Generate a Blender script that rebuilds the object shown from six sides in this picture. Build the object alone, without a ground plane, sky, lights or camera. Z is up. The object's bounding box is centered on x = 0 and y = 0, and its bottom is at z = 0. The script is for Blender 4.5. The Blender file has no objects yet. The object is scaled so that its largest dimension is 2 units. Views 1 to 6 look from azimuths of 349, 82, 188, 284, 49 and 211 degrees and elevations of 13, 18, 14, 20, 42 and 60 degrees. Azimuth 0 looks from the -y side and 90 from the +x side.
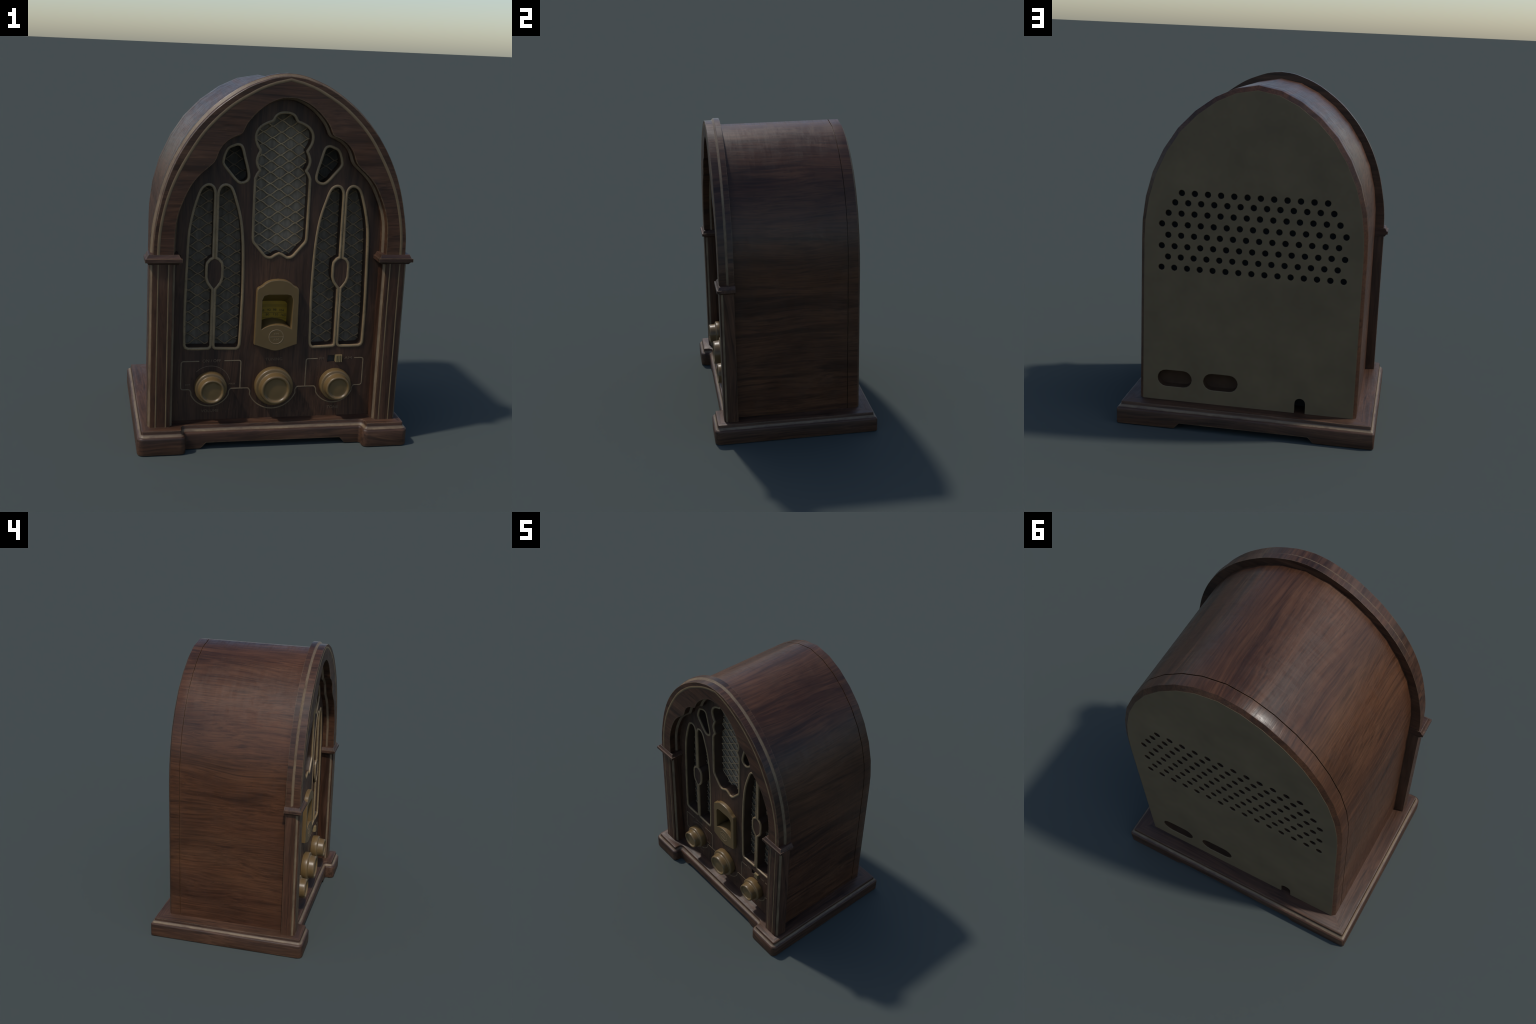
"""Arched wooden table-top radio, built part by part (metres, z up, front towards -y)."""
import bpy, bmesh, math, random
from math import sin, cos, pi, radians
from mathutils import Vector, Matrix
from mathutils.geometry import tessellate_polygon

random.seed(7)

# ------------------------------------------------------------------ materials
class NT:
    """small helper around a node tree"""
    def __init__(self, name):
        self.mat = bpy.data.materials.new(name)
        self.mat.use_nodes = True
        self.t = self.mat.node_tree
        self.bsdf = self.t.nodes['Principled BSDF']

    def n(self, kind, **kw):
        nd = self.t.nodes.new(kind)
        for k, v in kw.items():
            setattr(nd, k, v)
        return nd

    def link(self, a, b):
        self.t.links.new(a, b)

    def val(self, sock, v):
        if isinstance(v, bpy.types.NodeSocket):
            self.link(v, sock)
        else:
            sock.default_value = v

    def math(self, op, a, b=0.0, clamp=False):
        m = self.n('ShaderNodeMath', operation=op)
        m.use_clamp = clamp
        self.val(m.inputs[0], a)
        self.val(m.inputs[1], b)
        return m.outputs[0]

    def noise(self, vec, scale=1.0, detail=4.0, rough=0.55, dist=0.0):
        nd = self.n('ShaderNodeTexNoise')
        self.link(vec, nd.inputs['Vector'])
        nd.inputs['Scale'].default_value = scale
        nd.inputs['Detail'].default_value = detail
        nd.inputs['Roughness'].default_value = rough
        nd.inputs['Distortion'].default_value = dist
        return nd.outputs['Fac']

    def mapping(self, vec, scale=(1, 1, 1), loc=(0, 0, 0)):
        nd = self.n('ShaderNodeMapping')
        self.link(vec, nd.inputs['Vector'])
        nd.inputs['Scale'].default_value = scale
        nd.inputs['Location'].default_value = loc
        return nd.outputs['Vector']

    def ramp(self, fac, stops, interp='LINEAR'):
        nd = self.n('ShaderNodeValToRGB')
        nd.color_ramp.interpolation = interp
        els = nd.color_ramp.elements
        while len(els) < len(stops):
            els.new(0.5)
        for e, (p, c) in zip(els, stops):
            e.position = p
            e.color = (c, c, c, 1) if isinstance(c, float) else (*c, 1)
        self.link(fac, nd.inputs['Fac'])
        return nd.outputs['Color']

    def mix(self, fac, a, b, blend='MIX'):
        nd = self.n('ShaderNodeMix', data_type='RGBA', blend_type=blend)
        self.val(nd.inputs[0], fac)
        for s, v in ((nd.inputs[6], a), (nd.inputs[7], b)):
            if isinstance(v, bpy.types.NodeSocket):
                self.link(v, s)
            else:
                s.default_value = (*v, 1)
        return nd.outputs[2]

    def coords(self):
        return self.n('ShaderNodeTexCoord').outputs['Object']

    def edge(self, radius, lo=0.015, hi=0.18):
        """0 on flats, 1 on sharp edges: rounded normal against true normal"""
        bev = self.n('ShaderNodeBevel', samples=4)
        bev.inputs['Radius'].default_value = radius
        geo = self.n('ShaderNodeNewGeometry')
        dot = self.n('ShaderNodeVectorMath', operation='DOT_PRODUCT')
        self.link(bev.outputs[0], dot.inputs[0])
        self.link(geo.outputs['Normal'], dot.inputs[1])
        one = self.math('SUBTRACT', 1.0, dot.outputs['Value'])
        mr = self.n('ShaderNodeMapRange')
        mr.clamp = True
        self.link(one, mr.inputs['Value'])
        mr.inputs['From Min'].default_value = lo
        mr.inputs['From Max'].default_value = hi
        return mr.outputs['Result']


TAN = (0.205, 0.143, 0.078)


def wood(name, grain='y', dark=(0.050, 0.0205, 0.0104), mid=(0.075, 0.0315, 0.0150),
         light=(0.097, 0.0420, 0.0195), wear=0.5, wear_r=0.006, rough=0.31, spec=0.38, band=5.0,
         mitre=False, by_face=False, seed=0.0):
    m = NT(name)
    co = m.coords()
    axis = 'xyz'.index(grain)
    if mitre:                      # base: grain follows the edge it lies along
        sep = m.n('ShaderNodeSeparateXYZ')
        m.link(co, sep.inputs[0])
        ex = m.math('SUBTRACT', 0.745, m.math('ABSOLUTE', sep.outputs[0]))
        ey = m.math('SUBTRACT', 0.540, m.math('ABSOLUTE', sep.outputs[1]))
        side = m.math('LESS_THAN', ex, ey)
        sw = m.n('ShaderNodeCombineXYZ')
        m.link(sep.outputs[1], sw.inputs[0])
        m.link(sep.outputs[0], sw.inputs[1])
        m.link(sep.outputs[2], sw.inputs[2])
        mx = m.n('ShaderNodeMix', data_type='VECTOR')
        m.link(side, mx.inputs[0])
        m.link(co, mx.inputs[4])
        m.link(sw.outputs[0], mx.inputs[5])
        co = mx.outputs[1]
        axis = 0

    if by_face:                    # rims and returns: grain runs across their thickness (y)
        geo = m.n('ShaderNodeNewGeometry')
        sn = m.n('ShaderNodeSeparateXYZ')
        m.link(geo.outputs['Normal'], sn.inputs[0])
        turn = m.math('LESS_THAN', m.math('ABSOLUTE', sn.outputs[1]), 0.5)
        sp = m.n('ShaderNodeSeparateXYZ')
        m.link(co, sp.inputs[0])
        cb = m.n('ShaderNodeCombineXYZ')
        m.link(sp.outputs[1], cb.inputs[0])
        m.link(sp.outputs[0], cb.inputs[1])
        m.link(sp.outputs[2], cb.inputs[2])
        mx = m.n('ShaderNodeMix', data_type='VECTOR')
        m.link(turn, mx.inputs[0])
        m.link(co, mx.inputs[4])
        m.link(cb.outputs[0], mx.inputs[5])
        co = mx.outputs[1]

    def stretched(across, along, loc=0.0):
        s = [across] * 3
        s[axis] = along
        return m.mapping(co, tuple(s), (loc + seed, loc * 1.7 + seed, loc * 0.6 - seed))

    # slow wander of the grain lines
    wob = m.n('ShaderNodeVectorMath', operation='SCALE')
    wn = m.n('ShaderNodeTexNoise')
    s2 = [3.2] * 3
    s2[axis] = 1.1
    m.link(m.mapping(co, tuple(s2), (seed, seed, seed)), wn.inputs['Vector'])
    wn.inputs['Scale'].default_value = 1.0
    wn.inputs['Detail'].default_value = 1.5
    ctr = m.n('ShaderNodeVectorMath', operation='SUBTRACT')
    m.link(wn.outputs['Color'], ctr.inputs[0])
    ctr.inputs[1].default_value = (0.5, 0.5, 0.5)
    m.link(ctr.outputs[0], wob.inputs[0])
    wob.inputs['Scale'].default_value = 0.16
    wad = m.n('ShaderNodeVectorMath', operation='ADD')
    m.link(co, wad.inputs[0])
    m.link(wob.outputs[0], wad.inputs[1])
    base_co, co = co, wad.outputs[0]
    broad = m.noise(stretched(band, 0.7), 1.0, 4.0, 0.55, 0.5)
    fine = m.noise(stretched(34.0, 1.6, 3.0), 1.0, 4.0, 0.6, 0.4)
    hair = m.noise(stretched(105.0, 3.5, 9.0), 1.0, 3.0, 0.6, 0.25)
    pores = m.noise(stretched(190.0, 30.0, 5.0), 1.0, 2.0, 0.5)
    streak = m.noise(stretched(band * 2.0, 0.75, 6.0), 1.0, 3.5, 0.55, 0.6)
    lines = m.noise(stretched(52.0, 0.8, 13.0), 1.0, 2.0, 0.5, 0.35)
    co = base_co
    patch = m.noise(co, 2.6, 3.0, 0.6)
    fleck = m.noise(co, 95.0, 2.0, 0.5)
    hue = m.noise(stretched(4.0, 1.4, 21.0), 1.0, 2.0, 0.5)

    g = m.math('ADD', m.math('MULTIPLY', broad, 0.68), m.math('MULTIPLY', fine, 0.32))
    col = m.ramp(g, [(0.37, dark), (0.48, mid), (0.63, light)])
    col = m.mix(m.ramp(hue, [(0.40, 0.0), (0.62, 0.45)]), col,
                m.mix(1.0, col, (1.08, 0.93, 0.82), 'MULTIPLY'))
    col = m.mix(m.ramp(streak, [(0.56, 0.0), (0.68, 0.72)]), col,
                tuple(c * 0.60 for c in dark))
    col = m.mix(m.ramp(lines, [(0.60, 0.0), (0.70, 0.50)]), col, tuple(c * 0.55 for c in dark))
    col = m.mix(1.0, col, m.ramp(hair, [(0.35, 0.68), (0.60, 1.11)]), 'MULTIPLY')
    col = m.mix(1.0, col, m.ramp(patch, [(0.32, 0.80), (0.70, 1.14)]), 'MULTIPLY')
    col = m.mix(m.ramp(pores, [(0.66, 0.0), (0.75, 0.50)]), col, (0.012, 0.007, 0.005))
    col = m.mix(m.ramp(fleck, [(0.71, 0.0), (0.78, 0.35)]), col, tuple(c * 1.9 for c in light))
    if wear > 0:
        e = m.edge(wear_r)
        br = m.noise(m.coords(), 55.0, 4.0, 0.65)
        br2 = m.noise(m.coords(), 7.0, 2.0, 0.5)
        k = m.math('MULTIPLY', e, m.ramp(br, [(0.34, 0.15), (0.56, 1.0)]))
        k = m.math('MULTIPLY', k, m.ramp(br2, [(0.36, 0.35), (0.62, 1.0)]))
        k = m.math('MULTIPLY', k, wear, clamp=True)
        col = m.mix(k, col, TAN)
    m.link(col, m.bsdf.inputs['Base Color'])
    r = m.math('ADD', m.math('MULTIPLY', fine, 0.18), rough - 0.09)
    smear = m.noise(co, 9.0, 5.0, 0.7, 1.5)
    rub = m.noise(m.mapping(base_co, (5.0, 60.0, 5.0)), 1.0, 3.0, 0.6, 0.4)   # hatch of old cloth marks
    r = m.math('ADD', r, m.ramp(smear, [(0.40, 0.0), (0.66, 0.12)]))
    r = m.math('ADD', r, m.ramp(rub, [(0.45, 0.0), (0.62, 0.07)]))
    m.link(r, m.bsdf.inputs['Roughness'])
    m.bsdf.inputs['Specular IOR Level'].default_value = spec
    bump = m.n('ShaderNodeBump')
    bump.inputs['Strength'].default_value = 0.16
    bump.inputs['Distance'].default_value = 0.004
    m.link(m.math('ADD', m.math('MULTIPLY', hair, 0.6), m.math('MULTIPLY', fine, 0.7)),
           bump.inputs['Height'])
    m.link(bump.outputs[0], m.bsdf.inputs['Normal'])
    return m.mat


def plain(name, color, rough=0.5, vary=0.12, scale=9.0, specks=0.0, wear=0.0,
          wear_col=None, wear_r=0.004, spec=0.5, chips=None):
    m = NT(name)
    co = m.coords()
    v = m.noise(co, scale, 4.0, 0.6)
    col = m.mix(1.0, color, m.ramp(v, [(0.3, 1.0 - vary), (0.7, 1.0 + vary)]), 'MULTIPLY')
    if specks:
        s = m.noise(co, 130.0, 2.0, 0.5)
        col = m.mix(m.ramp(s, [(0.64, 0.0), (0.72, specks)]), col,
                    tuple(c * 0.25 for c in color))
    if chips:
        s = m.noise(m.mapping(co, (1, 1, 0.35)), 45.0, 4.0, 0.65)
        col = m.mix(m.ramp(s, [(0.52, 0.0), (0.66, 0.8)]), col, chips)
    if wear:
        k = m.math('MULTIPLY', m.edge(wear_r), wear, clamp=True)
        col = m.mix(k, col, wear_col or tuple(min(1, c * 1.5) for c in color))
    m.link(col, m.bsdf.inputs['Base Color'])
    m.bsdf.inputs['Roughness'].default_value = rough
    m.bsdf.inputs['Specular IOR Level'].default_value = spec
    return m.mat


M_CAB = wood('walnut_cabinet', 'y', wear=0.35, wear_r=0.004)
M_PANEL = wood('walnut_front_panel', 'z', wear=0.0, band=9.0, seed=4.0, rough=0.45,
               dark=(0.034, 0.0168, 0.0100), mid=(0.058, 0.0285, 0.0162), light=(0.088, 0.0435, 0.0232))
M_ARCH = wood('walnut_arch', 'x', by_face=True, wear=0.85, wear_r=0.0065, band=11.0, seed=8.0,
              dark=(0.033, 0.0150, 0.0088), mid=(0.062, 0.0280, 0.0155), light=(0.094, 0.0430, 0.0225))
M_POST = wood('walnut_post', 'z', wear=0.9, wear_r=0.0065, band=11.0, seed=2.0,
              dark=(0.034, 0.0160, 0.0095), mid=(0.063, 0.0295, 0.0170), light=(0.090, 0.0430, 0.0240))
M_BASE = wood('walnut_base', 'x', wear=0.85, wear_r=0.008, mitre=True, band=17.0, seed=11.0, rough=0.45,
              dark=(0.042, 0.0200, 0.0112), mid=(0.068, 0.0318, 0.0172), light=(0.094, 0.0450, 0.0240))
M_CAP = wood('walnut_capital', 'x', wear=0.9, wear_r=0.005, band=14.0, seed=5.0, rough=0.40,
             dark=(0.032, 0.0155, 0.0100), mid=(0.058, 0.0280, 0.0175), light=(0.084, 0.0410, 0.0245))
M_JAMB = plain('dark_jamb', (0.050, 0.028, 0.018), 0.5, 0.2)


def moulding(name, zlo=None, zhi=None):
    m = NT(name)
    co = m.coords()
    st = m.noise(m.mapping(co, (7, 7, 7)), 1.0, 5.0, 0.65, 0.6)
    fine = m.noise(m.mapping(co, (30, 30, 160) if zlo else (160, 160, 10)), 1.0, 4.0, 0.6)
    wav = m.math('ADD', m.math('MULTIPLY', st, 0.65), m.math('MULTIPLY', fine, 0.35))
    col = m.ramp(wav, [(0.30, (0.080, 0.046, 0.029)), (0.44, (0.135, 0.088, 0.050)), (0.60, (0.190, 0.132, 0.075))])
    if zlo:                                   # the wear fades towards both edges of the cove
        z = m.n('ShaderNodeSeparateXYZ')
        m.link(co, z.inputs[0])
        t = m.math('DIVIDE', m.math('SUBTRACT', z.outputs[2], zlo), zhi - zlo)
        t = m.math('ADD', t, m.math('MULTIPLY', m.math('SUBTRACT', st, 0.5), 0.9))
        k = m.ramp(t, [(0.0, 0.85), (0.30, 0.0), (0.62, 0.0), (0.98, 0.9)])
        col = m.mix(k, col, (0.074, 0.040, 0.026))
    m.link(col, m.bsdf.inputs['Base Color'])
    m.bsdf.inputs['Roughness'].default_value = 0.52
    return m.mat


M_MOULD = moulding('worn_moulding')
M_BASE_MOULD = moulding('worn_base_moulding', 0.0965, 0.112)
M_TRIM = plain('tan_trim', (0.222, 0.152, 0.078), 0.45, 0.18, 12.0, specks=0.6)
M_INLAY = plain('tan_inlay', (0.165, 0.108, 0.053), 0.45, 0.15, 14.0)
M_LINE = plain('painted_line', (0.185, 0.128, 0.072), 0.5, 0.3, 18.0)
M_LETTER = plain('faded_lettering', (0.130, 0.085, 0.050), 0.5, 0.3, 60.0)
M_PLASTIC = plain('tan_plastic', (0.142, 0.088, 0.034), 0.36, 0.06, 5.0, wear=0.35,
                  wear_col=(0.24, 0.165, 0.080), wear_r=0.005)
M_BADGE = plain('badge_print', (0.210, 0.140, 0.070), 0.45, 0.08)
M_CLOTH = None
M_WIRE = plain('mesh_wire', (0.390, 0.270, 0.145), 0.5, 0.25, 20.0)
M_BACK = plain('hardboard', (0.156, 0.110, 0.059), 0.60, 0.13, 4.5, spec=0.35)
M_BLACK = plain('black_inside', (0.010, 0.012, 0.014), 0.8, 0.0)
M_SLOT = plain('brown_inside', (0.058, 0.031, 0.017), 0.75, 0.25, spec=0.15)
M_DIAL = plain('yellow_dial', (0.410, 0.240, 0.012), 0.5, 0.12, 20.0)
M_INK = plain('dial_ink', (0.060, 0.050, 0.010), 0.6, 0.0)
M_SWITCH = plain('brass_switch', (0.210, 0.152, 0.072), 0.4, 0.1)
M_DARK = plain('dark_recess', (0.030, 0.024, 0.020), 0.6, 0.1)


def cloth(name, base):
    m = NT(name)
    co = m.coords()
    w1 = m.n('ShaderNodeTexWave', wave_type='BANDS', bands_direction='X')
    m.link(co, w1.inputs['Vector'])
    w1.inputs['Scale'].default_value = 70.0
    w1.inputs['Distortion'].default_value = 1.2
    n = m.noise(m.mapping(co, (60, 1, 14)), 1.0, 4.0, 0.6)
    v = m.noise(co, 6.0, 3.0, 0.6)
    col = m.mix(1.0, base, m.ramp(n, [(0.3, 0.72), (0.7, 1.25)]), 'MULTIPLY')
    col = m.mix(1.0, col, m.ramp(v, [(0.3, 0.8), (0.7, 1.15)]), 'MULTIPLY')
    col = m.mix(1.0, col, m.ramp(w1.outputs['Fac'], [(0.0, 0.90), (1.0, 1.06)]), 'MULTIPLY')
    m.link(col, m.bsdf.inputs['Base Color'])
    m.bsdf.inputs['Roughness'].default_value = 0.85
    return m.mat


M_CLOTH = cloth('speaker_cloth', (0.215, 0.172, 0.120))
M_CLOTH_SIDE = cloth('side_cloth', (0.150, 0.120, 0.085))  # centre cloth colour lowered to paint in the side openings' occlusion
M_CLOTH_DARK = cloth('shade_darkened_cloth', (0.060, 0.050, 0.036))  # same cloth, near-black base colour bakes in the small windows' deep shade
M_WIRE_SIDE = plain('side_mesh_wire', (0.240, 0.165, 0.088), 0.5, 0.25, 20.0)  # wire tint dimmed for the shading inside the side grilles
M_WIRE_DARK = plain('shade_darkened_mesh_wire', (0.110, 0.075, 0.040), 0.6, 0.3, 20.0)  # mesh wire darkened to carry the window recess shadow in its colour

# ------------------------------------------------------------------ tree of parts
root = bpy.data.objects.new('table_radio', None)
bpy.context.collection.objects.link(root)
root['label'] = 'arched wooden vintage table radio with tan knobs and grilles'
root['category'] = 'vintage radio'


def add(name, bm, mat, parent=root, smooth=True, angle=32.0, kind=None):
    me = bpy.data.meshes.new(name)
    bmesh.ops.remove_doubles(bm, verts=bm.verts, dist=1e-6)
    bm.normal_update()
    bm.to_mesh(me)
    bm.free()
    for mt in (mat if isinstance(mat, (list, tuple)) else [mat]):
        me.materials.append(mt)
    ob = bpy.data.objects.new(name, me)
    bpy.context.collection.objects.link(ob)
    ob.parent = parent
    if smooth:
        for p in me.polygons:
            p.use_smooth = True
        me.set_sharp_from_angle(angle=radians(angle))
    if kind:
        ob['kind'] = kind
    return ob


def bmnew():
    return bmesh.new()


# ------------------------------------------------------------------ 2D outline helpers
def area(p):
    return 0.5 * sum(p[i][0] * p[(i + 1) % len(p)][1] - p[(i + 1) % len(p)][0] * p[i][1]
                     for i in range(len(p)))


def ccw(p):
    return p if area(p) > 0 else p[::-1]


def inset(p, d, closed=True):
    """move an outline inwards (ccw loop) or to its left (open line) by d, mitred"""
    n = len(p)
    out = []
    for i in range(n):
        if closed:
            a, b, c = p[i - 1], p[i], p[(i + 1) % n]
        else:
            a, b, c = p[max(i - 1, 0)], p[i], p[min(i + 1, n - 1)]
        e1 = Vector((b[0] - a[0], b[1] - a[1]))
        e2 = Vector((c[0] - b[0], c[1] - b[1]))
        if e1.length < 1e-9:
            e1 = e2
        if e2.length < 1e-9:
            e2 = e1
        e1.normalize()
        e2.normalize()
        n1 = Vector((-e1.y, e1.x))
        n2 = Vector((-e2.y, e2.x))
        nn = n1 + n2
        if nn.length < 1e-6:
            nn = n1
        nn.normalize()
        k = 1.0 / max(0.55, nn.dot(n1))
        out.append((b[0] + nn.x * d * k, b[1] + nn.y * d * k))
    return out


def spline(pts, per=6, closed=False):
    """Catmull-Rom (centripetal would be overkill) through control points"""
    n = len(pts)
    out = []
    rng = range(n) if closed else range(n - 1)
    for i in rng:
        if closed:
            p0, p1, p2, p3 = pts[i - 1], pts[i], pts[(i + 1) % n], pts[(i + 2) % n]
        else:
            p1, p2 = pts[i], pts[i + 1]
            p0 = pts[i - 1] if i > 0 else (2 * p1[0] - p2[0], 2 * p1[1] - p2[1])
            p3 = pts[i + 2] if i + 2 < n else (2 * p2[0] - p1[0], 2 * p2[1] - p1[1])
        for j in range(per):
            t = j / per
            out.append(tuple(0.5 * (2 * p1[k] + (p2[k] - p0[k]) * t
                                    + (2 * p0[k] - 5 * p1[k] + 4 * p2[k] - p3[k]) * t * t
                                    + (3 * p1[k] - p0[k] - 3 * p2[k] + p3[k]) * t ** 3)
                             for k in (0, 1)))
    if not closed:
        out.append(pts[-1])
    return out


def chaikin(p, times=1, closed=True, r=0.25):
    for _ in range(times):
        q = []
        n = len(p)
        if not closed:
            q.append(p[0])
        for i in range(n if closed else n - 1):
            a, b = p[i], p[(i + 1) % n]
            q.append((a[0] + (b[0] - a[0]) * r, a[1] + (b[1] - a[1]) * r))
            q.append((a[0] + (b[0] - a[0]) * (1 - r), a[1] + (b[1] - a[1]) * (1 - r)))
        if not closed:
            q.append(p[-1])
        p = q
    return p


def fillet(pts, radii, seg=6, closed=True):
    """round the corners of a polygon with per-corner radius"""
    n = len(pts)
    out = []
    for i in range(n):
        b = Vector(pts[i])
        if not closed and i in (0, n - 1):
            out.append(tuple(b))
            continue
        a, c = Vector(pts[i - 1]), Vector(pts[(i + 1) % n])
        r = radii[i] if isinstance(radii, (list, tuple)) else radii
        u, v = (a - b).normalized(), (c - b).normalized()
        ang = u.angle(v)
        t = min(r / math.tan(ang / 2), 0.49 * (a - b).length, 0.49 * (c - b).length)
        if t < 1e-6:
            out.append(tuple(b))
            continue
        r2 = t * math.tan(ang / 2)
        cen = b + (u + v).normalized() * (r2 / sin(ang / 2))
        s, e = b + u * t - cen, b + v * t - cen
        tot = s.angle(e)
        sign = 1 if s.x * e.y - s.y * e.x > 0 else -1
        for j in range(seg + 1):
            w = sign * tot * j / seg
            out.append((cen.x + s.x * cos(w) - s.y * sin(w), cen.y + s.x * sin(w) + s.y * cos(w)))
    return out


def mirror(p):
    return [(-x, z) for x, z in p]


def circle(cx, cz, r, n=20):
    return [(cx + r * cos(2 * pi * i / n), cz + r * sin(2 * pi * i / n)) for i in range(n)]


# ------------------------------------------------------------------ solids from outlines
def loft(bm, loops, cap0=False, cap1=False, closed=True, mat=None):
    """loops: lists of 3D points with equal counts"""
    rows = [[bm.verts.new(p) for p in lp] for lp in loops]
    for k in range(len(rows) - 1):
        a, b = rows[k], rows[k + 1]
        n = len(a)
        for i in range(n if closed else n - 1):
            j = (i + 1) % n
            f = bm.faces.new((a[i], a[j], b[j], b[i]))
            if mat:
                f.material_index = mat[k]
    if cap0:
        bm.faces.new(rows[0][::-1])
    if cap1:
        bm.faces.new(rows[-1])
    return rows


def fill(bm, loops, y, front=True, mat=0):
    """flat face with holes in the plane y = const; loops are (x, z)"""
    tri = tessellate_polygon([[Vector((x, z, 0)) for x, z in lp] for lp in loops])
    vs = [bm.verts.new((x, y, z)) for lp in loops for x, z in lp]
    for t in tri:
        try:
            f = bm.faces.new([vs[i] for i in t])
        except ValueError:
            continue
        f.normal_update()
        if (f.normal.y < 0) != front:
            f.normal_flip()
        f.material_index = mat


def plate(bm, outer, holes, yf, yb, ch=0.002, back=True, hole_mat=0, hole_ch=None, hole_depth=None):
    """plate facing -y, chamfered front edges, through holes"""
    hc = ch if hole_ch is None else hole_ch
    outer = ccw(outer)
    holes = [ccw(h) for h in holes]
    fo = inset(outer, ch) if ch else outer
    fh = [inset(h, -hc) if hc else h for h in holes]
    fill(bm, [fo] + fh, yf, True)
    if back:
        fill(bm, [outer] + holes, yb, False)

    def wall(lp0, lp1, flip, c, mi):
        rows = []
        if c:
            rows.append([(x, yf, z) for x, z in lp0])
        rows.append([(x, yf + c, z) for x, z in lp1])
        rows.append([(x, yb, z) for x, z in lp1])
        if flip:
            rows = [r[::-1] for r in rows]
        rr = loft(bm, rows)
        for f in {f for r in rr for v in r for f in v.link_faces}:
            f.material_index = mi
    wall(fo, outer, False, ch, 0)
    for a, b in zip(fh, holes):
        wall(a, b, True, hc, hole_mat)


def sweep(bm, line, prof, closed=True):
    """sweep profile [(offset to the left, y), ...] along an outline in the xz plane"""
    cols = [inset(line, o, closed) for o, _ in prof]
    loops = [[(x, y, z) for x, z in c] for c, (_, y) in zip(cols, prof)]
    rows = [[bm.verts.new(p) for p in lp] for lp in loops]
    m = len(rows)
    n = len(line)
    for k in range(m):
        a, b = rows[k], rows[(k + 1) % m]
        for i in range(n if closed else n - 1):
            j = (i + 1) % n
            bm.faces.new((a[i], a[j], b[j], b[i]))
    if not closed:
        bm.faces.new([r[0] for r in rows])
        bm.faces.new([r[-1] for r in rows][::-1])


def half_round(w, y0, h, seg=6, sink=0.003):
    """rounded bead profile standing h proud of y0 (towards -y)"""
    p = [(-w / 2, y0 + sink)]
    for i in range(seg + 1):
        a = pi * i / seg
        p.append((-w / 2 * cos(a), y0 - h * sin(a)))
    p.append((w / 2, y0 + sink))
    return p


def lathe(bm, prof, cx, cz, seg=48, mats=None):
    """revolve [(r, y), ...] about the y-direction axis through (cx, cz)"""
    rows = []
    for r, y in prof:
        if r < 1e-6:
            rows.append([bm.verts.new((cx, y, cz))])
        else:
            rows.append([bm.verts.new((cx + r * cos(2 * pi * i / seg), y, cz + r * sin(2 * pi * i / seg)))
                         for i in range(seg)])
    for k in range(len(rows) - 1):
        a, b = rows[k], rows[k + 1]
        for i in range(seg):
            j = (i + 1) % seg
            if len(b) == 1:
                f = bm.faces.new((a[i], a[j], b[0]))
            else:
                f = bm.faces.new((a[i], a[j], b[j], b[i]))
            f.material_index = mats[k] if mats else 0


def recalc(bm):
    bmesh.ops.remove_doubles(bm, verts=bm.verts, dist=1e-6)
    bmesh.ops.recalc_face_normals(bm, faces=bm.faces)


def letters(name, text, x, z, height, y, mat, parent, depth=0.0012, tilt=0.0, xs=1.0, align='CENTER'):
    cu = bpy.data.curves.new(name, 'FONT')
    cu.body = text
    cu.size = height / 0.70
    cu.align_x = align
    cu.align_y = 'CENTER'
    cu.extrude = depth
    cu.resolution_u = 3
    ob = bpy.data.objects.new(name + '_tmp', cu)
    bpy.context.collection.objects.link(ob)
    dg = bpy.context.evaluated_depsgraph_get()
    dg.update()
    me = bpy.data.meshes.new_from_object(ob.evaluated_get(dg))
    bpy.data.objects.remove(ob)
    bpy.data.curves.remove(cu)
    me.transform(Matrix.Translation((x, y, z)) @ Matrix.Rotation(pi / 2, 4, 'X')
                 @ Matrix.Rotation(tilt, 4, 'Z') @ Matrix.Diagonal((xs, 1, 1, 1)))
    me.materials.clear()
    me.materials.append(mat)
    o = bpy.data.objects.new(name, me)
    bpy.context.collection.objects.link(o)
    o.parent = parent
    return o


# ================================================================== BASE
HX, HY, TOP = 0.745, 0.539, 0.130
LEG, BAR = 0.488, 0.475            # inner side of the front feet, front of the bar between them


def base_outline(d):
    x, yb, yf, lg, br = HX - d, HY - d, -(HY - d), LEG + d, -(BAR - d)
    pts = [(x, yb), (-x, yb), (-x, yf), (-lg, yf), (-lg, br), (lg, br), (lg, yf), (x, yf)]
    cv = lambda r: max(r - d, 0.005)
    rad = [cv(0.014), cv(0.014), cv(0.036), cv(0.030), 0.012 + d, 0.012 + d, cv(0.030), cv(0.036)]
    return fillet(pts, rad, 6)


levels = [(0.006, 0.0), (0.0015, 0.002), (0.0, 0.007), (0.0, 0.086), (0.0015, 0.0905), (0.005, 0.0945),
          (0.009, 0.0965), (0.013, 0.0985), (0.017, 0.1015), (0.0205, 0.106), (0.0225, 0.111),
          (0.0225, 0.124), (0.024, 0.128), (0.0275, TOP)]
bm = bmnew()
loft(bm, [[(x, y, z) for x, y in base_outline(d)] for d, z in levels], cap0=True, cap1=True)
recalc(bm)
base = add('base', bm, M_BASE)
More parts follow.
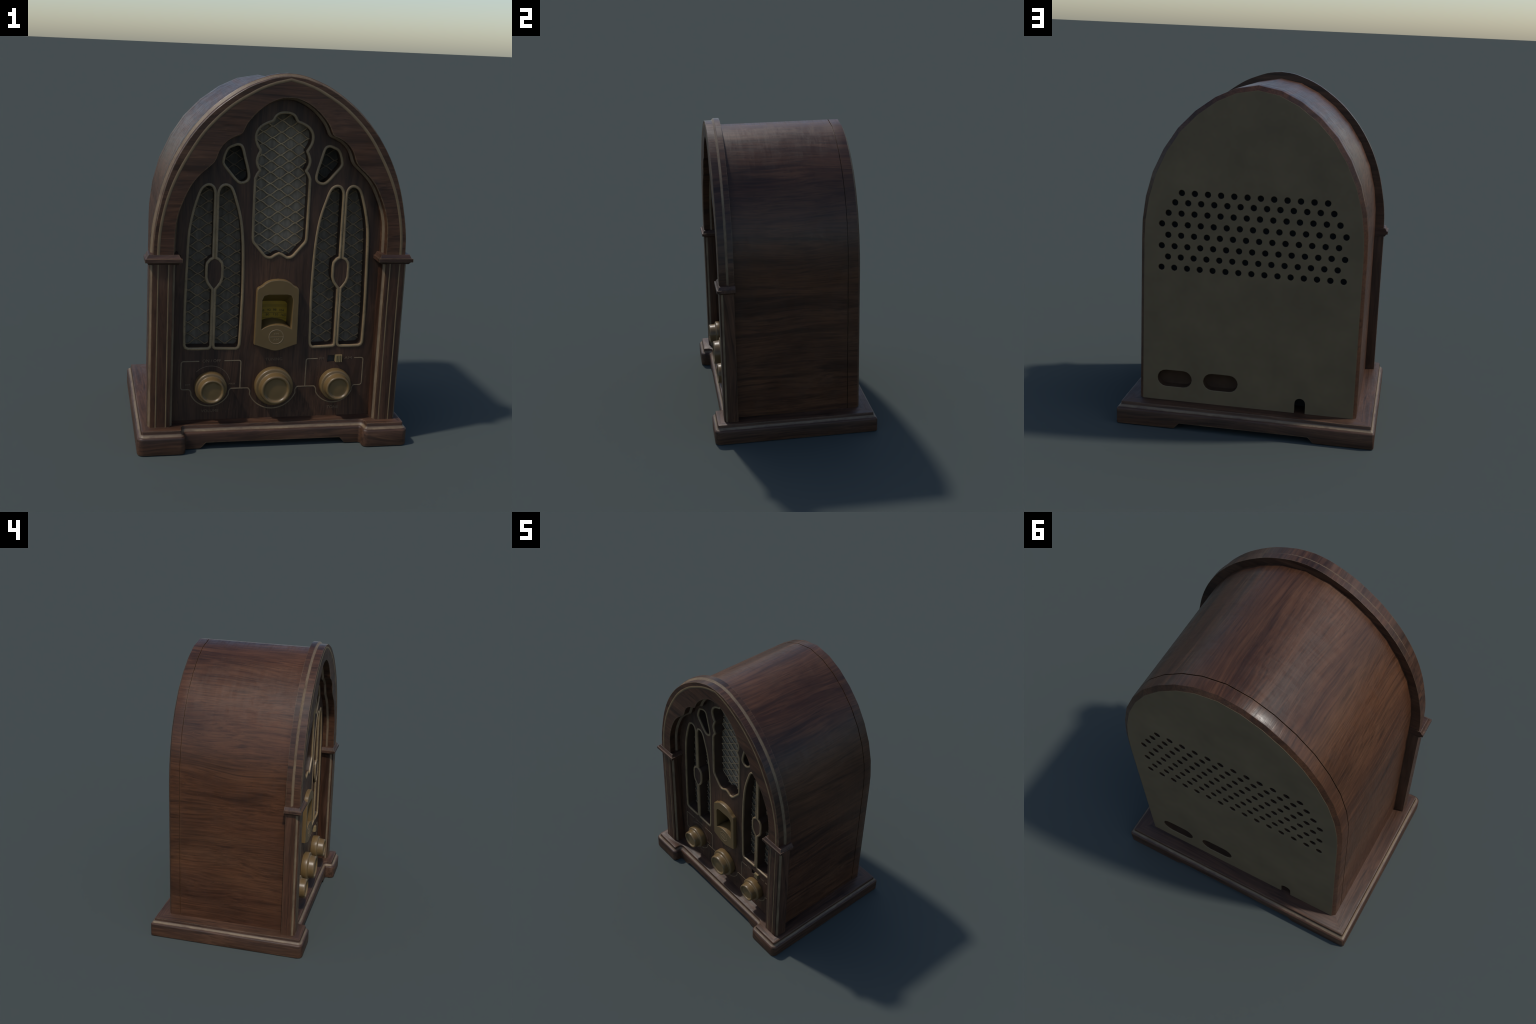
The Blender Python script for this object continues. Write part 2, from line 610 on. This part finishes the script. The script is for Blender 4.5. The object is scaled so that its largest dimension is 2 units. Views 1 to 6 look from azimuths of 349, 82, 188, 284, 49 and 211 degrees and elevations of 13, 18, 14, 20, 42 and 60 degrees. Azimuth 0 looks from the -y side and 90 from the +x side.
# channel cut through from front to back leaves four feet
bm = bmnew()
ch = [(-0.4075, -0.01), (-0.4055, 0.0), (-0.372, 0.0355), (0.372, 0.0355), (0.4055, 0.0), (0.4075, -0.01)]
loft(bm, [[(x, y, z) for x, z in ch] for y in (-0.7, 0.7)], cap0=True, cap1=True)
recalc(bm)
cut = add('cut_helper', bm, M_BASE)
md = base.modifiers.new('channel', 'BOOLEAN')
md.operation, md.object, md.solver = 'DIFFERENCE', cut, 'EXACT'
dg = bpy.context.evaluated_depsgraph_get()
me = bpy.data.meshes.new_from_object(base.evaluated_get(dg))
base.modifiers.clear()
base.data = me
bpy.data.objects.remove(cut)
for p in me.polygons:
    p.use_smooth = True
me.set_sharp_from_angle(angle=radians(32))
# worn light cove that runs round the base
bm = bmnew()
cove = [(d - 0.0009, z + 0.0009) for d, z in levels[6:11]]
loft(bm, [[(x, y, z) for x, y in base_outline(d)] for d, z in cove])
add('base_moulding', bm, M_BASE_MOULD, base)

# ================================================================== CABINET
half = [(0.0, 1.961), (0.125, 1.938), (0.234, 1.887), (0.342, 1.808), (0.437, 1.710), (0.514, 1.594),
        (0.575, 1.462), (0.613, 1.322), (0.630, 1.190), (0.633, 1.075), (0.633, TOP - 0.001)]
shell = mirror(half[1:])[::-1] + half         # left foot -> apex -> right foot


def rim(p, d):
    # inset that is wider over the crown than on the straight sides
    wide = inset(p, d, closed=False)
    slim = inset(p, d * 0.74, closed=False)
    out = []
    for (x, z), a, b in zip(p, wide, slim):
        t = min(1.0, max(0.0, (z - 1.05) / 0.35))
        out.append((b[0] + (a[0] - b[0]) * t, b[1] + (a[1] - b[1]) * t))
    return out


def shell_loop(d):
    lp = rim(shell, d) if d < -0.008 else inset(shell, d, closed=False)
    lp[0] = (lp[0][0], TOP - 0.001)
    lp[-1] = (lp[-1][0], TOP - 0.001)
    return lp


bm = bmnew()
prof = [(-0.380, 0.0), (0.3552, 0.0), (0.3560, -0.0065), (0.3603, -0.0065), (0.3611, 0.0),
        (0.4225, 0.0), (0.4250, -0.001), (0.4390, -0.0245), (0.4390, -0.040), (0.30, -0.040)]
loft(bm, [[(x, y, z) for x, z in shell_loop(d)] for y, d in prof], closed=False)
bmesh.ops.recalc_face_normals(bm, faces=bm.faces)
cab = add('cabinet', bm, M_CAB, angle=30)

# ---- hardboard back with vent holes, two hand slots and a cable notch
back = rim(shell, -0.0255)
back[0] = (back[0][0], TOP + 0.0005)
back[-1] = (back[-1][0], TOP + 0.0005)
mx, mw, mz = -0.308, 0.031, 0.190          # cable notch is part of the bottom edge
arch_n = [(mx + mw * cos(a), mz + mw * sin(a)) for a in [pi * i / 8 for i in range(9)]]
notch = [(mx - mw, TOP + 0.0005)] + arch_n[::-1] + [(mx + mw, TOP + 0.0005)]
outline = back + notch[::-1]               # right foot -> notch (right to left) -> left foot


def stadium(cx, cz, hw, hh, n=8):
    return [(cx + (hw - hh) + hh * cos(-pi / 2 + pi * i / n), cz + hh * sin(-pi / 2 + pi * i / n)) for i in range(n + 1)] + \
           [(cx - (hw - hh) + hh * cos(pi / 2 + pi * i / n), cz + hh * sin(pi / 2 + pi * i / n)) for i in range(n + 1)]


P = 0.0734
rows = [(12, 1.357), (13, 1.302), (14, 1.241), (15, 1.178), (14, 1.116), (15, 1.053), (14, 0.991), (15, 0.929)]
holes = []
for cnt, z in rows:
    for i in range(cnt):
        holes.append(circle((i - (cnt - 1) / 2) * P, z, 0.0176, 18))
slots = [stadium(0.427, 0.2655, 0.101, 0.050), stadium(0.157, 0.2665, 0.101, 0.050)]
bm = bmnew()
# built facing -y in mirrored x, then turned to face +y
flip = lambda lp: [(-x, z) for x, z in lp]
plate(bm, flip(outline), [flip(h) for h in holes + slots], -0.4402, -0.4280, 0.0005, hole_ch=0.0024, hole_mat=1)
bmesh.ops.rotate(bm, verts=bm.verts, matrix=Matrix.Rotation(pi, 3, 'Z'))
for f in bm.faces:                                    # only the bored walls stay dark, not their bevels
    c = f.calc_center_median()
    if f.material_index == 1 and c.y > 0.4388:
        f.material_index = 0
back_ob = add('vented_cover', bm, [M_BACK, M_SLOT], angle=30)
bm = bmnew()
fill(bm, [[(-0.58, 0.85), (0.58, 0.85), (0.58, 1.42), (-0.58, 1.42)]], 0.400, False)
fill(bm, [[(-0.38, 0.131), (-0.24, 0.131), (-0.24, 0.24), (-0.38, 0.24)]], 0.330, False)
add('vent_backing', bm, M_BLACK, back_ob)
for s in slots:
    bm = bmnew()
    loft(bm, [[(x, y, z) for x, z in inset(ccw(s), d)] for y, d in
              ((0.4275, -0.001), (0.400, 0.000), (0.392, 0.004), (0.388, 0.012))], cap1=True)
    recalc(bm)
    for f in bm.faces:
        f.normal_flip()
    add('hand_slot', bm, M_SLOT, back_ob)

# ================================================================== ARCH SURROUND
arch_half = spline([(0.0, 2.0), (0.058, 1.9945), (0.116, 1.9800), (0.220, 1.938), (0.325, 1.870), (0.411, 1.796),
                    (0.501, 1.691), (0.578, 1.562), (0.632, 1.423), (0.667, 1.274), (0.683, 1.165), (0.687, 1.066)], 4)
arch_full = mirror(arch_half[1:])[::-1] + arch_half      # left -> apex -> right
scal_half = (spline([(0.0, 1.880), (0.044, 1.875), (0.097, 1.854), (0.146, 1.820), (0.189, 1.777),
                     (0.215, 1.741), (0.232, 1.703)], 3)
             + spline([(0.241, 1.693), (0.268, 1.683), (0.302, 1.664), (0.332, 1.636), (0.351, 1.604), (0.364, 1.567)], 3)
             + spline([(0.375, 1.548), (0.402, 1.523), (0.446, 1.483), (0.483, 1.437), (0.510, 1.386), (0.532, 1.335),
                       (0.550, 1.281), (0.561, 1.218), (0.565, 1.147), (0.566, 1.066)], 3))
scal_full = mirror(scal_half[1:])[::-1] + scal_half


def arch_outline(d_out, d_in):
    o = inset(arch_full, -d_out, closed=False)
    i = inset(scal_full, d_in, closed=False)
    for lp in (o, i):
        lp[0] = (lp[0][0], 1.066)
        lp[-1] = (lp[-1][0], 1.066)
    return o + i[::-1]


bm = bmnew()
plate(bm, arch_outline(0.0135, 0.0), [], -0.470, -0.4235, 0.0022)
arch = add('arch_surround', bm, M_ARCH, angle=28)
bm = bmnew()
plate(bm, arch_outline(0.0, -0.0120), [], -0.4120, -0.3755, 0.0022)
add('arch_flange', bm, M_ARCH, arch, angle=28)
bm = bmnew()                                    # worn cove between the two steps
a, b = [], []
steps = [(0.0139, 0.0004, -0.4240), (0.0110, -0.0030, -0.4205), (0.0060, -0.0075, -0.4165), (0.0022, -0.0105, -0.4118)]
loft(bm, [[(x, y, z) for x, z in ccw(arch_outline(p, q))] for p, q, y in steps])
bmesh.ops.recalc_face_normals(bm, faces=bm.faces)
add('arch_cove', bm, M_MOULD, arch)
# inlaid light line with a slightly pointed crown
inl = spline([(0.0, 1.970), (0.040, 1.960), (0.074, 1.9515), (0.130, 1.931), (0.182, 1.905), (0.273, 1.850), (0.351, 1.785), (0.425, 1.706),
              (0.487, 1.615), (0.550, 1.502), (0.596, 1.390), (0.627, 1.272), (0.6425, 1.165), (0.6465, 1.068)], 4)
inl = mirror(inl[1:])[::-1] + inl
bm = bmnew()
sweep(bm, inl, half_round(0.0145, -0.470, 0.0012, 4), closed=False)
recalc(bm)
add('arch_inlay', bm, M_INLAY, arch)

# ================================================================== PILASTERS AND CAPITALS
def box_loft(bm, x0, x1, yf, yb, lv):
    """rectangular stack: (z, inset) levels, back face kept flush"""
    loft(bm, [[(x0 + d, yf + d, z), (x1 - d, yf + d, z), (x1 - d, yb, z), (x0 + d, yb, z)] for z, d in lv],
         cap0=True, cap1=True)


for sgn in (-1, 1):
    # flange and front step, each extruded from base to capital
    def post(x0, x1, yf, yb, r, mat, name, parent, ztop=1.030):
        pts = fillet([(x0, yb), (x0, yf), (x1, yf), (x1, yb)], [0.001, r, r, 0.001], 3)
        bm = bmnew()
        loft(bm, [[(sgn * x, y, z) for x, y in pts] for z in (TOP - 0.001, ztop)], cap0=True, cap1=True)
        recalc(bm)
        return add(name, bm, mat, parent)
    p = post(0.5565, 0.6895, -0.4480, -0.3800, 0.003, M_POST, 'pilaster', root)
    post(0.5705, 0.6755, -0.4700, -0.4400, 0.0025, M_POST, 'pilaster_face', p)
    bm = bmnew()                                  # worn coves on both shoulders
    for xa, xb in ((0.5585, 0.5698), (0.6875, 0.6762)):
        pr = [(xa, -0.4486), (xa + (xb - xa) * 0.35, -0.4505), (xa + (xb - xa) * 0.7, -0.4550), (xb, -0.4610)]
        v = [[bm.verts.new((sgn * x, y, z)) for x, y in pr] for z in (TOP, 1.0215)]
        for i in range(len(pr) - 1):
            bm.faces.new((v[0][i], v[0][i + 1], v[1][i + 1], v[1][i]))
        # close the strip against the step behind it
        c = [bm.verts.new((sgn * xb, -0.4470, z)) for z in (TOP, 1.0215)]
        bm.faces.new((v[0][-1], c[0], c[1], v[1][-1]))
    recalc(bm)
    add('pilaster_cove', bm, M_MOULD, p)
    for x in (0.5925, 0.6465):
        bm = bmnew()
        sweep(bm, [(sgn * x, TOP), (sgn * x, 1.0225)], half_round(0.0070, -0.470, 0.0010, 4), closed=False)
        recalc(bm)
        add('pilaster_inlay', bm, M_INLAY, p)
    bm = bmnew()
    x0, x1 = (0.524, 0.714) if sgn > 0 else (-0.714, -0.524)
    box_loft(bm, x0, x1, -0.488, -0.3715,
             [(1.0205, 0.019), (1.0215, 0.0175), (1.0335, 0.0085), (1.0340, 0.001), (1.0350, 0.0), (1.0525, 0.0), (1.0535, 0.001),
              (1.0545, 0.0075), (1.0720, 0.0165), (1.0735, 0.019)])
    recalc(bm)
    add('capital', bm, M_CAP, angle=20)

# ================================================================== FRONT PANEL
FY = -0.385                                     # face of the panel
XD = 0.344                                      # centre of the divider in a side grille
center_half = (spline([(0.0, 1.802), (0.027, 1.799), (0.050, 1.785), (0.062, 1.763)], 3)
               + spline([(0.070, 1.756), (0.096, 1.747), (0.127, 1.728), (0.147, 1.700), (0.1515, 1.668), (0.142, 1.634), (0.125, 1.607)], 3)
               + spline([(0.125, 1.602), (0.136, 1.577), (0.1415, 1.551), (0.136, 1.525), (0.124, 1.504)], 3)
               + spline([(0.124, 1.500), (0.137, 1.482), (0.1465, 1.459)], 3)
               + [(0.1475, 1.365), (0.1465, 1.231), (0.1460, 1.145), (0.1445, 1.131), (0.139, 1.119), (0.081, 1.050), (0.070, 1.041)]
               + spline([(0.058, 1.037), (0.042, 1.0375), (0.020, 1.051), (0.0, 1.0595)], 3))
center = center_half[:-1] + [(0.0, 1.0595)] + mirror(center_half[1:-1])[::-1]
window = spline([(0.241, 1.634), (0.262, 1.629), (0.290, 1.616), (0.306, 1.590), (0.316, 1.552), (0.313, 1.529),
                 (0.281, 1.490), (0.248, 1.452), (0.224, 1.436), (0.197, 1.440), (0.180, 1.460), (0.184, 1.500),
                 (0.201, 1.560), (0.219, 1.620)], 3, closed=True)
G = 0.0068
oval_l = [(XD - G, 1.037), (0.320, 1.028), (0.305, 1.009), (0.3015, 0.985), (0.3020, 0.930), (0.310, 0.903), (0.326, 0.880), (XD - G, 0.867)]
oval_r = [(2 * XD - x, z) for x, z in oval_l]
lobe_in = (spline([(0.1955, 0.556), (0.1930, 0.600), (0.1890, 0.780), (0.1890, 0.908), (0.1960, 1.103), (0.2130, 1.244),
                   (0.2420, 1.346), (0.2600, 1.396), (0.2770, 1.418), (0.3000, 1.4255), (0.3210, 1.416), (0.3340, 1.392), (XD - G, 1.365)], 3)
           + oval_l
           + [(XD - G, 0.558), (0.335, 0.544), (0.326, 0.5375), (0.260, 0.5345), (0.212, 0.5335), (0.201, 0.541)])
lobe_out = ([(XD + G, 0.558), (0.354, 0.545), (0.363, 0.537), (0.420, 0.5360), (0.474, 0.5375), (0.487, 0.544)]
            + spline([(0.4940, 0.558), (0.4955, 0.640), (0.4955, 0.772), (0.4895, 1.038), (0.4825, 1.181), (0.4660, 1.274),
                      (0.4480, 1.341), (0.4300, 1.393), (0.4100, 1.417), (0.3850, 1.4255), (0.3640, 1.415), (0.3530, 1.392), (XD + G, 1.365)], 3)
            + oval_r)
grilles = [center, window, mirror(window), lobe_in, mirror(lobe_in), lobe_out, mirror(lobe_out)]
grilles = [ccw(g) for g in grilles]
dial_open = [(0.083, 0.648), (0.084, 0.812), (0.0735, 0.834), (0.050, 0.8405), (-0.050, 0.8405), (-0.0735, 0.834), (-0.084, 0.812), (-0.083, 0.648),
             (-0.062, 0.660), (-0.035, 0.669), (0.0, 0.673), (0.035, 0.669), (0.062, 0.660)]
dial_open = ccw(dial_open)
sw_slot = [(0.3015, 0.4445), (0.3885, 0.4445), (0.3885, 0.4845), (0.3015, 0.4845)]

pan = inset(scal_full, -0.006, closed=False)
pan = [(max(-0.5775, min(0.5775, x)), z) for x, z in pan]
pan[0] = (-0.5775, TOP - 0.001)
pan[-1] = (0.5775, TOP - 0.001)
bm = bmnew()
plate(bm, pan, [inset(g, 0.002) for g in grilles] + [inset(dial_open, -0.010), sw_slot], FY, -0.3040,
      0.0, hole_ch=0.0, hole_mat=1)
panel = add('fascia_panel', bm, [M_PANEL, M_JAMB], angle=25)
# rounded tan frames round every opening
for g in grilles:
    bm = bmnew()
    w = 0.0142
    pr = [(-w / 2, FY + 0.003)] + [(-w / 2 * cos(pi * i / 6), FY - 0.0042 * sin(pi * i / 6)) for i in range(7)] + \
         [(w / 2 + 0.0005, FY + 0.006), (w / 2 - 0.003, FY + 0.010)]
    sweep(bm, g, pr)
    recalc(bm)
    add('grille_frame', bm, M_TRIM, panel)

# ---- cloth and diamond mesh behind
def backing(x0, x1, z0, z1, mat):
    bm = bmnew()
    pts = [(x0, z0), (x1, z0), (x1, z1), (x0, z1)]
    loft(bm, [[(x, y, z) for x, z in pts] for y in (-0.2985, -0.2960)], cap0=True, cap1=True)
    recalc(bm)
    add('speaker_cloth', bm, mat, panel, smooth=False)


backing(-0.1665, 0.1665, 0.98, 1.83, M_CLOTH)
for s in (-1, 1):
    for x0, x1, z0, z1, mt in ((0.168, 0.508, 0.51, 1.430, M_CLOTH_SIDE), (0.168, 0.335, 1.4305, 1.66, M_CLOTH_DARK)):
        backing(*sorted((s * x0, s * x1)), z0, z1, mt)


def wire_mesh(bm, x0, x1, z0, z1, px, pz, cx, cz, y, r=0.0034):
    """expanded-metal lattice: zigzag strands that meet at softened crossings"""
    def tube(pts):
        ring = []
        for i, p in enumerate(pts):
            a, b = Vector(pts[max(i - 1, 0)]), Vector(pts[min(i + 1, len(pts) - 1)])
            d = (b - a).normalized()
            up = Vector((0, 1, 0))
            sd = d.cross(up).normalized()
            ring.append([bm.verts.new(Vector(p) + (sd * cos(t) + up * sin(t)) * r)
                         for t in [2 * pi * k / 6 for k in range(6)]])
        for a, b in zip(ring, ring[1:]):
            for k in range(6):
                bm.faces.new((a[k], a[(k + 1) % 6], b[(k + 1) % 6], b[k]))
    k0 = int(math.floor((z0 - cz) / pz)) - 1
    k1 = int(math.ceil((z1 - cz) / pz)) + 1
    i0 = int(math.floor((x0 - cx) / (px / 2))) - 1
    i1 = int(math.ceil((x1 - cx) / (px / 2))) + 1
    sub = 6
    for k in range(k0, k1 + 1):
        pts = []
        for q in range((i1 - i0) * sub + 1):
            u = i0 + q / sub
            f = u % 2
            tri = 1 - abs(f - 1)                       # 0..1..0
            tri = 1 - tri if k % 2 else tri                # neighbours run mirrored
            soft = tri - 0.060 * sin(2 * pi * tri)  # flatten near the joints
            x = cx + u * px / 2
            z = cz + (k + soft * 0.985 * 1.0) * pz - 0.0 + 0.0007 * sin(7.1 * k + 2.3 * u)
            if x0 <= x <= x1 and z0 <= z <= z1:
                pts.append((x, y + 0.0012 * cos(pi * u), z))
            else:
                if len(pts) > 1:
                    tube(pts)
                pts = []
        if len(pts) > 1:
            tube(pts)


W, H = 0.0975, 0.03025
wy = -0.3055


def lattice(x0, x1, z0, z1, cx, cz, mat):
    bm = bmnew()
    wire_mesh(bm, x0, x1, z0, z1, W, H, cx, cz, wy)
    recalc(bm)
    add('grille_mesh', bm, mat, panel, kind='stuff')


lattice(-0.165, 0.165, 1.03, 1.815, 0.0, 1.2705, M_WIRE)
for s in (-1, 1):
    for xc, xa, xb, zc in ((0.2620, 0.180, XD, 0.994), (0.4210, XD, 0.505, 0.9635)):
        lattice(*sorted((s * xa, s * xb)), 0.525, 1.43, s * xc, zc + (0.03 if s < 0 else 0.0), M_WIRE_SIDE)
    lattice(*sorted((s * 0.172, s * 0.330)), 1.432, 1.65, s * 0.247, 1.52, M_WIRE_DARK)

# ---- painted control lines
def paint(pts, w=0.0062, mat=M_LINE, name='control_line', h=0.0011):
    bm = bmnew()
    sweep(bm, pts, half_round(w, FY, h, 4, 0.001), closed=False)
    recalc(bm)
    return add(name, bm, mat, panel)


ZT, ZB = 0.466, 0.306
bowl = [(0.463, ZB), (0.4555, 0.3000), (0.450, 0.289)] + \
       [(0.3475 + 0.1125 * cos(a), 0.3205 + 0.1125 * sin(a)) for a in [radians(t) for t in range(-25, -156, -10)]] + \
       [(0.245, 0.289), (0.240, 0.3000), (0.2325, ZB)]
mid = [(0.139, ZB), (0.1320, 0.3000), (0.1265, 0.289)] + \
      [(0.1375 * cos(a), 0.3215 + 0.1375 * sin(a)) for a in [radians(t) for t in range(-22, -91, -8)]] + [(0.0, 0.184)]
for s in (-1, 1):
    gap_o, gap_i = (0.410, 0.273) if s < 0 else (0.456, 0.246)
    outer = fillet([(gap_o, ZT), (0.5075, ZT), (0.5075, ZB), (0.470, ZB)], 0.013, 4, closed=False) + bowl + mid
    inner = fillet([(gap_i, ZT), (0.182, ZT), (0.182, ZB)], 0.011, 4, closed=False)
    for ln in (outer, inner):
        paint([(s * x, z) for x, z in ln])
paint([(-0.347 + 0.110 * cos(a), 0.328 + 0.110 * sin(a)) for a in [radians(t) for t in range(15, 140, 6)]],
      0.0028, M_LETTER, 'volume_arc', 0.0006)
for tx, x, z, h, xs in (('ON / OFF', -0.3425, 0.4665, 0.0165, 1.02), ('VOLUME', -0.3445, 0.1795, 0.0160, 1.08), ('OFF', -0.4700, 0.3330, 0.0100, 1.15),
                        ('MAX', -0.2280, 0.3325, 0.0100, 1.2), ('TUNING', 0.0, 0.4685, 0.0155, 1.12), ('FM', 0.2700, 0.4655, 0.0155, 1.05),
                        ('AM', 0.4210, 0.4660, 0.0150, 1.4), ('TONE', 0.3475, 0.1780, 0.0165, 1.05)):
    letters('lettering', tx, x, z, h, FY, M_LETTER, panel, xs=xs)

# ---- waveband switch
bm = bmnew()
plate(bm, inset(sw_slot, -0.002), [], -0.3700, -0.3600, 0.0)
recalc(bm)
swr = add('switch_recess', bm, M_DARK, panel)
bm = bmnew()
n = 4
x0, x1, z0, z1, yf = 0.3440, 0.3830, 0.4480, 0.4870, -0.4010
prof = [(x0, -0.366)]
for i in range(n):                                    # ribbed finger piece
    a = x0 + (x1 - x0) * i / n
    b = x0 + (x1 - x0) * (i + 1) / n
    prof += [(a + 0.0012, yf + 0.0060), (a + 0.0022, yf), (b - 0.0022, yf), (b - 0.0012, yf + 0.0060)]
prof.append((x1, -0.366))
loft(bm, [[(x, y, z) for x, y in prof] for z in (z0, z1)], cap0=True, cap1=True)
recalc(bm)
add('band_switch', bm, M_SWITCH, smooth=False)


# ================================================================== DIAL BEZEL
bez_half = (spline([(0.0, 0.9225), (0.040, 0.9175), (0.068, 0.9040), (0.087, 0.8880)], 4)
            + spline([(0.093, 0.8840), (0.1060, 0.8780), (0.1130, 0.8690), (0.1155, 0.8560)], 3)
            + [(0.1180, 0.5620)] + spline([(0.1120, 0.5595), (0.040, 0.5345), (0.015, 0.5270), (0.0, 0.5255)], 4))
bez = bez_half + mirror(bez_half[1:-1])[::-1]
bm = bmnew()
BY = -0.4130
o = ccw(bez)
op = dial_open
fill(bm, [inset(o, 0.0042), inset(op, -0.0022)], BY, True)
loft(bm, [[(x, y, z) for x, z in inset(o, d)] for d, y in
          ((0.0042, BY), (0.0014, BY + 0.0012), (0.0, BY + 0.0042), (0.0, FY + 0.002))])
back_open = []
for x, z in op:                                       # the tunnel narrows to the dial window
    if z > 0.70:
        back_open.append((x * 0.985, 0.652 + (z - 0.652) * 0.62))
    else:
        back_open.append((x * 0.985, z))
lp = [(inset(op, -0.0022), BY), (inset(op, -0.0006), BY + 0.0010), (op, BY + 0.0030)]
for t in (0.25, 0.5, 0.75, 1.0):
    lp.append(([(a[0] + (b[0] - a[0]) * t, a[1] + (b[1] - a[1]) * t) for a, b in zip(op, back_open)], BY + 0.003 + t * 0.130))
loft(bm, [[(x, y, z) for x, z in l][::-1] for l, y in lp])
bezel = add('dial_bezel', bm, M_PLASTIC, angle=35)
DY = BY + 0.1325
bm = bmnew()
fill(bm, [inset(back_open, -0.003)], DY, True)
add('dial_scale', bm, M_DIAL, bezel, smooth=False)
bm = bmnew()                                          # printed scale: ticks and arcs


def quad(bm, x0, z0, x1, z1, w, y):
    d = Vector((x1 - x0, z1 - z0)).normalized()
    s = Vector((-d.y, d.x)) * w / 2
    lo = [(x0 + s.x, z0 + s.y), (x1 + s.x, z1 + s.y), (x1 - s.x, z1 - s.y), (x0 - s.x, z0 - s.y)]
    loft(bm, [[(x, yy, z) for x, z in lo] for yy in (y - 0.0008, y + 0.0008)], cap0=True, cap1=True)


arcz = lambda x, top: top - x * x * 1.35
for x in [(-0.078 + 0.156 * i / 26) for i in range(27)]:
    quad(bm, x * 0.98, 0.7500, x, 0.7360 - abs(x) * 0.05, 0.0011, DY)
for top in (0.7040, 0.6760):
    pts = [(-0.080 + 0.16 * i / 16, arcz(-0.080 + 0.16 * i / 16, top)) for i in range(17)]
    for p0, p1 in zip(pts, pts[1:]):
        quad(bm, *p0, *p1, 0.0013, DY)
recalc(bm)
add('dial_ticks', bm, M_INK, bezel, smooth=False)
for row, top, nums, xs in ((0, 0.7180, ('88', '92', '98', '104'), (-0.054, -0.018, 0.014, 0.051)),
                           (1, 0.6920, ('54', '80', '120', '160'), (-0.066, -0.025, 0.020, 0.062))):
    for t, x in zip(nums, xs):
        letters('dial_number', t, x, arcz(x, top), 0.0125, DY - 0.0002, M_INK, bezel, 0.0008, tilt=-math.atan(2.7 * x), xs=1.15)
# round band badge on the lower lip
bm = bmnew()
sweep(bm, circle(0.0, 0.6045, 0.0395, 40), half_round(0.0045, BY, 0.0010, 4, 0.001))
quad(bm, -0.039, 0.6045, 0.039, 0.6045, 0.0035, BY)
recalc(bm)
add('band_badge', bm, M_BADGE, bezel)
letters('badge_lettering', 'FM', 0.0, 0.6200, 0.0125, BY, M_BADGE, bezel, 0.0008, xs=1.25)
letters('badge_lettering', 'AM', 0.0, 0.5890, 0.0125, BY, M_BADGE, bezel, 0.0008, xs=1.25)

# ================================================================== KNOBS
def knob(cx, cz, k, yfront):
    f = yfront
    ys = lambda t: FY + (f - FY) * t          # 0 at panel, 1 at knob face
    d = lambda mm: f + mm * 0.001             # millimetres behind the face
    prof = [(0.0850 * k, FY + 0.002), (0.0875 * k, ys(0.03)), (0.0878 * k, ys(0.40)), (0.0868 * k, ys(0.450)), (0.0845 * k, ys(0.485)),
            (0.0815 * k, ys(0.500)), (0.0750 * k, ys(0.506)), (0.0722 * k, ys(0.512)), (0.0705 * k, ys(0.535)), (0.0698 * k, ys(0.60)),
            (0.0680 * k, ys(0.85)), (0.0668 * k, ys(0.945)), (0.0648 * k, ys(0.982)), (0.0615 * k, d(0.0)), (0.0580 * k, d(0.3)),
            (0.0550 * k, d(1.8)), (0.0535 * k, d(5.0)), (0.0522 * k, d(8.2)), (0.0495 * k, d(9.6)), (0.0450 * k, d(9.9)),
            (0.0330 * k, d(9.0)), (0.0180 * k, d(8.3)), (0.0, d(8.0))]
    bm = bmnew()
    lathe(bm, prof, cx, cz, 56)
    recalc(bm)
    return add('knob', bm, M_PLASTIC, angle=50)


knob(-0.3475, 0.3240, 1.0, -0.4790)
knob(0.0, 0.3225, 1.21, -0.4770)
knob(0.3475, 0.3225, 1.0, -0.4790)
